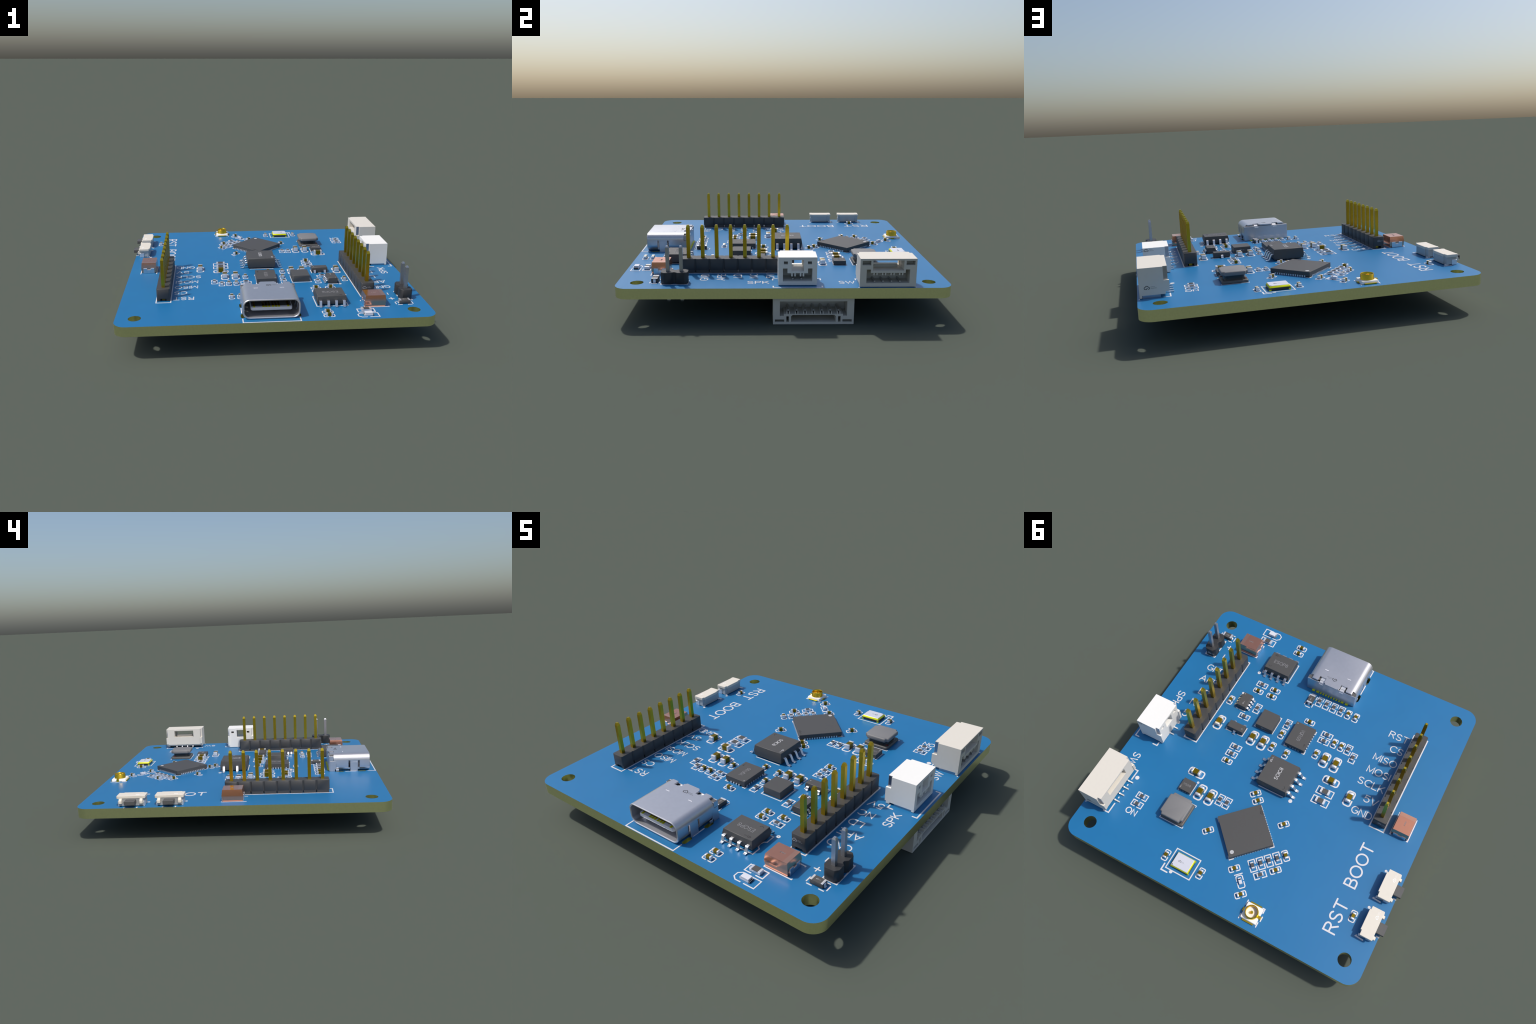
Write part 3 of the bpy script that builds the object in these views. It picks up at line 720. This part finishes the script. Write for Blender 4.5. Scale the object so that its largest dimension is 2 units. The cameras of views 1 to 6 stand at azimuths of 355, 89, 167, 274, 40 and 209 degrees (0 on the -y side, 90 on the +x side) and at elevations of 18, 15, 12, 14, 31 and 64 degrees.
def build_connectors():
    # two-way socket
    X0, X1, Y0, Y1, zt = 0.7870, 0.9490, -0.0310, 0.1955, 0.4010
    zb = 0.2335
    ms = Mesh("white").box(X0, X1, Y0, Y1, zb, zt)
    ct = Mesh("white")
    yz_prism(ct, 0.825, X1 + 0.01, [(-0.0042, 0.2558), (0.1680, 0.2558), (0.1680, 0.3343), (0.1420, 0.3343), (0.1420, 0.3060), (0.0225, 0.3060), (0.0225, 0.3343), (-0.0042, 0.3343)])
    ct.box(X0 + 0.030, X1 + 0.01, 0.0475, 0.1180, 0.3156, 0.3858)
    ct.box(X0 - 0.02, X0 + 0.0305, 0.0475, 0.1155, 0.3215, 0.3875)
    for a, b in ((0.0010, 0.0245), (0.1410, 0.1645)): ct.box(X0 - 0.02, X1 + 0.01, a, b, 0.3590, 0.3765)
    for a, b in ((Y0 - 0.01, Y0 + 0.0125), (Y1 - 0.0125, Y1 + 0.01)): ct.box(X0 - 0.02, X0 + 0.024, a, b, 0.3320, zt + 0.01)
    ct.box(X0 + 0.020, X1 - 0.014, Y0 - 0.01, Y1 + 0.01, zb - 0.01, 0.2430)
    me = carve(ms.data("t"), ct.data("c"), "wire_socket")
    ob = place("wire_socket", me)
    solder_tabs(ob, X0, X1, Y0, Y1, 0.0125, 0.3335, zt, 0.2430)
    teeth = Mesh("white")
    for a, b in ((0.0450, 0.0530), (0.0630, 0.0704), (0.0948, 0.1032), (0.1116, 0.1200)): teeth.box(0.880, X1 - 0.001, a, b, 0.2862, 0.3065)
    teeth.box(X0 - 0.0075, X0 + 0.001, Y0 + 0.0005, Y0 + 0.0150, 0.2480, 0.3310).box(X0 - 0.0075, X0 + 0.001, Y1 - 0.0150, Y1 - 0.0005, 0.2480, 0.3310)
    place("socket_rib", teeth.data("socket_rib"), (0, 0, 0), 0, ob)
    pin = Mesh("pinsilver").box(-0.052, 0.052, -0.0050, 0.0050, -0.005, 0.005).data("contact_pin", bevel=0.001)
    foot = Mesh("lead").strip([(-0.034, 0.0046), (0.0, 0.0050), (0.006, 0.012), (0.014, 0.025)], 0.0080, 0.0095).data("contact_foot", bevel=0.0008)
    for y in (0.0555, 0.1058):
        place("contact_pin", pin, (0.8700, y, 0.2640), 0, ob)
        place("contact_foot", foot, (0.7910, y, Z0), 0, ob)
    cloud_mark(ob, 0.928, Y1 + 0.0002, 0.386, 0, 0.026, "chipdark", (radians(90), 0, radians(180)))
    silk([[(0.9580, 0.2255), (0.9830, 0.2255), (0.9830, -0.0605), (0.9580, -0.0605)], [(0.8440, 0.2265), (0.8130, 0.2265), (0.8130, 0.2010)], [(0.8440, -0.0620), (0.8150, -0.0620), (0.8150, -0.0340)]], w=0.0080, dots=[(0.7839, 0.0090, 0.0125)])

    # four-way socket
    X0, X1, Y0, Y1, zt = 0.8280, 0.9865, 0.4402, 0.7675, 0.4015
    ms = Mesh("cream").box(X0, X1, Y0, Y1, zb, zt)
    ct = Mesh("cream")
    yz_prism(ct, 0.888, X1 + 0.01, [(0.4780, 0.2548), (0.7288, 0.2548), (0.7288, 0.3376), (0.7036, 0.3376), (0.7036, 0.3170), (0.5022, 0.3170), (0.5022, 0.3376), (0.4780, 0.3376)])
    ct.box(X0 + 0.040, X1 + 0.01, 0.5145, 0.6930, 0.3298, 0.3916)
    ct.box(X0 - 0.02, X0 + 0.0405, 0.5170, 0.6905, 0.3320, 0.3890)
    for a, b in ((0.4524, 0.5026), (0.7055, 0.7572)): ct.box(X1 - 0.050, X1 + 0.01, a, b, 0.3630, 0.3894)
    for a, b in ((Y0 - 0.01, Y0 + 0.0140), (Y1 - 0.0140, Y1 + 0.01)): ct.box(X0 - 0.02, X0 + 0.024, a, b, 0.3250, zt + 0.01)
    ct.box(X0 - 0.020, X0 + 0.016, Y0 - 0.01, Y1 + 0.01, zb - 0.01, 0.2620)
    ct.box(X0 + 0.0155, X1 - 0.014, Y0 - 0.01, Y1 + 0.01, zb - 0.01, 0.2480)
    me = carve(ms.data("t"), ct.data("c"), "wire_socket")
    ob = place("wire_socket", me)
    teeth = Mesh("cream")
    teeth.box(X0 - 0.0060, X0 + 0.001, Y0 + 0.0005, Y0 + 0.0160, 0.2700, 0.3240).box(X0 - 0.0060, X0 + 0.001, Y1 - 0.0160, Y1 - 0.0005, 0.2700, 0.3240)
    solder_tabs(ob, X0, X1, Y0, Y1, 0.0140, 0.3265, zt, 0.2480)
    teeth.box(0.872, 0.900, 0.5340, 0.6740, 0.3290, 0.3480)
    for i in range(4):
        y = 0.5297 + 0.0494 * i
        for s in (-1, 1): teeth.box(0.887, X1 - 0.001, y + s * 0.0085 - 0.0035, y + s * 0.0085 + 0.0035, 0.3030, 0.3175)
        place("contact_pin", pin, (0.9240, y - 0.0015, 0.2625), 0, ob)
        place("contact_foot", foot, (0.8290, y - 0.0010, Z0), 0, ob)
    place("socket_rib", teeth.data("socket_rib"), (0, 0, 0), 0, ob)
    cloud_mark(ob, 0.944, Y1 + 0.0002, 0.290, 0, 0.028, "chipdark", (radians(90), 0, radians(180)))
    silk([[(0.8440, 0.4395), (0.8190, 0.4395), (0.8200, 0.5085)], [(0.8560, 0.7670), (0.8190, 0.7670), (0.8190, 0.6985)], [(0.9890, 0.4365), (0.9890, 0.4375)], [(0.9890, 0.7695), (0.9890, 0.7705)]]
         + [[(0.8195, y - 0.003), (0.8195, y + 0.003)] for y in (0.5547, 0.6037, 0.6531)], w=0.0080, dots=[(0.7943, 0.4829, 0.0135)])

    # seven-way socket under the board
    X0, X1, Y0, Y1 = 0.8150, 0.9800, -0.0620, 0.4147
    ms = Mesh("cream").box(X0, X1, Y0, Y1, 0.0, ZB - 0.0006)
    ct = Mesh("cream")
    yz_prism(ct, 0.856, X1 + 0.01, [(-0.0220, 0.0522), (0.0014, 0.0522), (0.0014, 0.0640), (0.3505, 0.0640), (0.3505, 0.0522), (0.3740, 0.0522), (0.3740, 0.1430), (-0.0220, 0.1430)])
    yz_prism(ct, 0.845, X1 + 0.01, [(0.0445, 0.0140), (0.3085, 0.0140), (0.3085, 0.0500), (0.2990, 0.0590), (0.0540, 0.0590), (0.0445, 0.0500)])
    for a, b, c, d in ((0.0167, 0.0316, 0.0141, 0.0505), (0.3220, 0.3370, 0.0141, 0.0505), (-0.0509, 0.0041, 0.0142, 0.0303), (0.3481, 0.4040, 0.0142, 0.0300)):
        ct.box(0.880, X1 + 0.01, a, b, c, d)
    me = carve(ms.data("t"), ct.data("c"), "wire_socket")
    ob = place("wire_socket", me)
    teeth = Mesh("cream")
    for i in range(7):
        y = 0.0276 + 0.0495 * i
        for s in (-1, 1): teeth.box(0.855, X1 - 0.001, y + s * 0.0075 - 0.0026, y + s * 0.0075 + 0.0026, 0.0630, 0.0790)
        place("contact_pin", pin, (0.9150, y, 0.0840), 0, ob)
    place("socket_rib", teeth.data("socket_rib"), (0, 0, 0), 0, ob)
    legs = Mesh("lead").box(-0.030, 0.001, -0.0050, 0.0050, -0.0090, -0.0012).data("contact_foot", bevel=0.001)
    for i in range(7): place("contact_foot", legs, (0.8150, 0.0276 + 0.0495 * i, ZB), 0, ob)

# ------------------------------------------------------------------ charging port
def build_port():
    ya, yb = -0.9450, -0.6560
    hw, z0, z1, R, t = 0.1765, 0.2325, 0.3595, 0.0440, 0.0100
    def ringpts(inset):
        return [(x, z) for x, z in rounded_rect(-hw + inset, hw - inset, z0 + inset, z1 - inset, R - inset, 8)]
    o, i_ = ringpts(0), ringpts(t)
    o2, i2 = ringpts(0.003), ringpts(t - 0.003)
    n = len(o)
    layers = [(yb, i_), (ya + 0.003, i_), (ya, i2), (ya, o2), (ya + 0.003, o), (yb, o)]
    v = [(x, y, z) for y, pts in layers for x, z in pts]
    f = []
    for k in range(len(layers)):
        k2 = (k + 1) % len(layers)
        for j in range(n):
            q = (j + 1) % n
            f.append((k * n + j, k * n + q, k2 * n + q, k2 * n + j))
    ms = Mesh("steel").add(v, f)
    ct = Mesh("steel")
    for s in (-1, 1):
        for a, b in ((-0.8720, -0.8580), (-0.8030, -0.7900)):
            x = sorted((s * 0.160, s * 0.190)); ct.box(x[0], x[1], a, b, 0.2200, 0.3110)
        x = sorted((s * 0.1460, s * 0.20)); ct.box(x[0], x[1], -0.6830, -0.64, 0.3060, 0.3700)
        x = sorted((s * 0.150, s * 0.20)); ct.box(x[0], x[1], -0.7000, -0.64, 0.2200, 0.2900)
        x = sorted((s * 0.0560, s * 0.1020)); ct.box(x[0], x[1], -0.6900, -0.64, 0.3440, 0.3700)
        x = sorted((s * 0.0680, s * 0.0980)); ct.box(x[0], x[1], -0.7590, -0.7490, 0.3440, 0.3700)
    me = carve(ms.data("t"), ct.data("c"), "charging_port")
    ob = place("charging_port", me, (USBX, 0, 0))
    back = Mesh("steel").box(-hw, hw, yb - 0.0008, yb + 0.0060, 0.2310, 0.3455)
    place("back_plate", back.data("back_plate", bevel=0.0015), (0, 0, 0), 0, ob)
    for s in (-1, 1):
        x = sorted((s * 0.1455, s * 0.1764))
        place("corner_flap", Mesh("steel").box(x[0], x[1], -0.6810, yb, 0.3100, 0.3440).data("corner_flap", bevel=0.001), (0, 0, 0), 0, ob)
        place("corner_cover", Mesh("steeldark").box(x[0] + 0.001, x[1] - 0.001, -0.6800, yb - 0.001, 0.3435, 0.3452).data("corner_cover"), (0, 0, 0), 0, ob)
        x = sorted((s * 0.1695, s * 0.1768))
        place("shell_leg", Mesh("steel").box(x[0], x[1], -0.8570, -0.8040, 0.2030, 0.3000).data("shell_leg", bevel=0.001), (0, 0, 0), 0, ob)
        place("shell_leg", Mesh("steel").box(x[0], x[1], -0.6990, yb, 0.2302, 0.3080).box(x[0], x[1], -0.7200, -0.690, 0.2302, 0.2480).data("shell_leg", bevel=0.001), (0, 0, 0), 0, ob)
        # bent spring tabs at the rear edge of the roof
        x = sorted((s * 0.0600, s * 0.0900))
        tab = Mesh("tin").add([(x[0], -0.692, 0.352), (x[1], -0.692, 0.352), (x[1], -0.646, 0.336), (x[0], -0.646, 0.336), (x[0], -0.692, 0.346), (x[1], -0.692, 0.346), (x[1], -0.646, 0.330), (x[0], -0.646, 0.330)],  # paler tin chosen to put the tabs' white highlight into the colour
                                [(0, 1, 2, 3), (7, 6, 5, 4), (0, 4, 5, 1), (1, 5, 6, 2), (2, 6, 7, 3), (3, 7, 4, 0)])
        place("spring_tab", tab.data("spring_tab"), (0, 0, 0), 0, ob)
        x = sorted((s * 0.0690, s * 0.0970))
        place("spring_tab", Mesh("lid").box(x[0], x[1], -0.7580, -0.7505, 0.3440, 0.3600).data("spring_tab"), (0, 0, 0), 0, ob)  # pale bar set proud of the roof, modelling the slot's bright glint
    lip = [(-0.0900, -0.6560), (0.0900, -0.6560), (0.0450, -0.6420), (-0.0450, -0.6420)]
    lip = [(-0.0550, -0.6570), (0.0550, -0.6570), (0.0440, -0.6440), (-0.0440, -0.6440)]
    place("roof_lip", Mesh("steel").loft([(0.3496, lip), (0.3594, lip)]).data("roof_lip", bevel=0.001), (0, 0, 0), 0, ob)
    tongue = Mesh("led").loft([(0.2815, [(-0.1270, -0.9160), (-0.1180, -0.9270), (0.1180, -0.9270), (0.1270, -0.9160), (0.1270, -0.660), (-0.1270, -0.660)]),
                               (0.3010, [(-0.1270, -0.9160), (-0.1180, -0.9270), (0.1180, -0.9270), (0.1270, -0.9160), (0.1270, -0.660), (-0.1270, -0.660)])])
    place("tongue", tongue.data("tongue", bevel=0.002), (0, 0, 0), 0, ob)
    g = Mesh("brass").box(-0.0064, 0.0064, -0.9080, -0.680, 0.3012, 0.3032).data("contact")
    tipm = Mesh("yellow").box(-0.0064, 0.0064, -0.9240, -0.9085, 0.3000, 0.3022).data("contact_tip")
    place("tongue_cover", Mesh("steeldark").box(-0.1215, 0.1215, -0.9050, -0.670, 0.3000, 0.3018).data("tongue_cover"), (0, 0, 0), 0, ob)
    for x in (-0.1060, -0.0490, -0.0317, -0.0135, 0.0097, 0.0282, 0.0457, 0.1030):
        place("contact", g, (x, 0, 0), 0, ob)
        place("contact_tip", tipm, (x, 0, 0), 0, ob)
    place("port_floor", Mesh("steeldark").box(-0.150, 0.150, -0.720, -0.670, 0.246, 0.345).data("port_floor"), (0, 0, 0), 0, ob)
    pad = Mesh("yellow").box(-0.0050, 0.0050, -0.0110, 0.0060, 0.0004, 0.0045).data("terminal")
    wide = Mesh("yellow").box(-0.0100, 0.0100, -0.0110, 0.0060, 0.0004, 0.0045).data("terminal")
    for k in range(8): place("terminal", pad, (0.0695 - 0.0199 * k, -0.6460, Z0), 0, ob)
    for x in (0.1250, 0.0930, -0.0930, -0.1250): place("terminal", wide, (x, -0.6460, Z0), 0, ob)
    cloud_mark(ob, 0.004, -0.7070, 0.3596, 0, 0.030, "chipdark")
    silk([[(-0.2055, -0.9300), (-0.2055, -0.9850), (0.1465, -0.9850), (0.1465, -0.9280)], [(0.1465, -0.8440), (0.1465, -0.7660)], [(-0.2065, -0.8440), (-0.2065, -0.7680)]], w=0.0072)

# ------------------------------------------------------------------ board lettering
def build_labels():
    # beside the left header (reading towards -x)
    for word, xa, xb, base in (("RST", -0.5055, -0.6432, -0.5518), ("CS", -0.5530, -0.6425, -0.4530), ("MISO", -0.4813, -0.6425, -0.3500), ("MOSI", -0.4813, -0.6400, -0.2495),
                               ("SCLK", -0.4600, -0.6430, -0.1500), ("5V", -0.5490, -0.6440, -0.0490), ("GND", -0.5105, -0.6470, 0.0535)):
        board_label(word, xa, base, 180, xa - xb, 0.0520, 0.0062)
    # beside the right header
    for word, xa, xb, base in (("GND", 0.8470, 0.7105, -0.4515), ("AFE", 0.8445, 0.7105, -0.3500), ("LD", 0.7930, 0.7090, -0.2500), ("NC", 0.8000, 0.7085, -0.1500), ("5V", 0.8000, 0.7105, -0.0490)):
        board_label(word, xa, base, 180, xa - xb, 0.0520, 0.0062)
    board_label("ON", 0.7360, 0.7145, 180, 0.0775, 0.0430, 0.0062)
    board_label("SPK", 0.9130, -0.2170, 90, 0.1340, 0.0520, 0.0066)
    board_label("SW", 0.9165, 0.3285, 90, 0.0990, 0.0530, 0.0066)
    board_label("BOOT", -0.7475, 0.4868, -90, 0.2935, 0.0795, 0.0098)
    board_label("RST", -0.7570, 0.7805, -90, 0.2040, 0.0810, 0.0098)
    silk([[(0.7755, -0.6875), (0.8095, -0.6875)], [(0.7925, -0.7035), (0.7925, -0.6715)]], w=0.0066, name="silkscreen_label")
    silk([[(0.7905, -0.6185), (0.7905, -0.5895)]], w=0.0066, name="silkscreen_label")

# ------------------------------------------------------------------ assemble
def main():
    global ROOT
    make_materials()
    ROOT = bpy.data.objects.new("circuit_board", None)
    bpy.context.scene.collection.objects.link(ROOT)
    ROOT["label"] = "square blue circuit board with pin headers, chips and sockets"
    ROOT["category"] = "circuit board"
    build_board()
    build_headers()
    build_passives()
    build_diodes()
    build_chips()
    build_power_parts()
    build_aerial_socket()
    build_buttons()
    build_connectors()
    build_port()
    build_labels()

main()
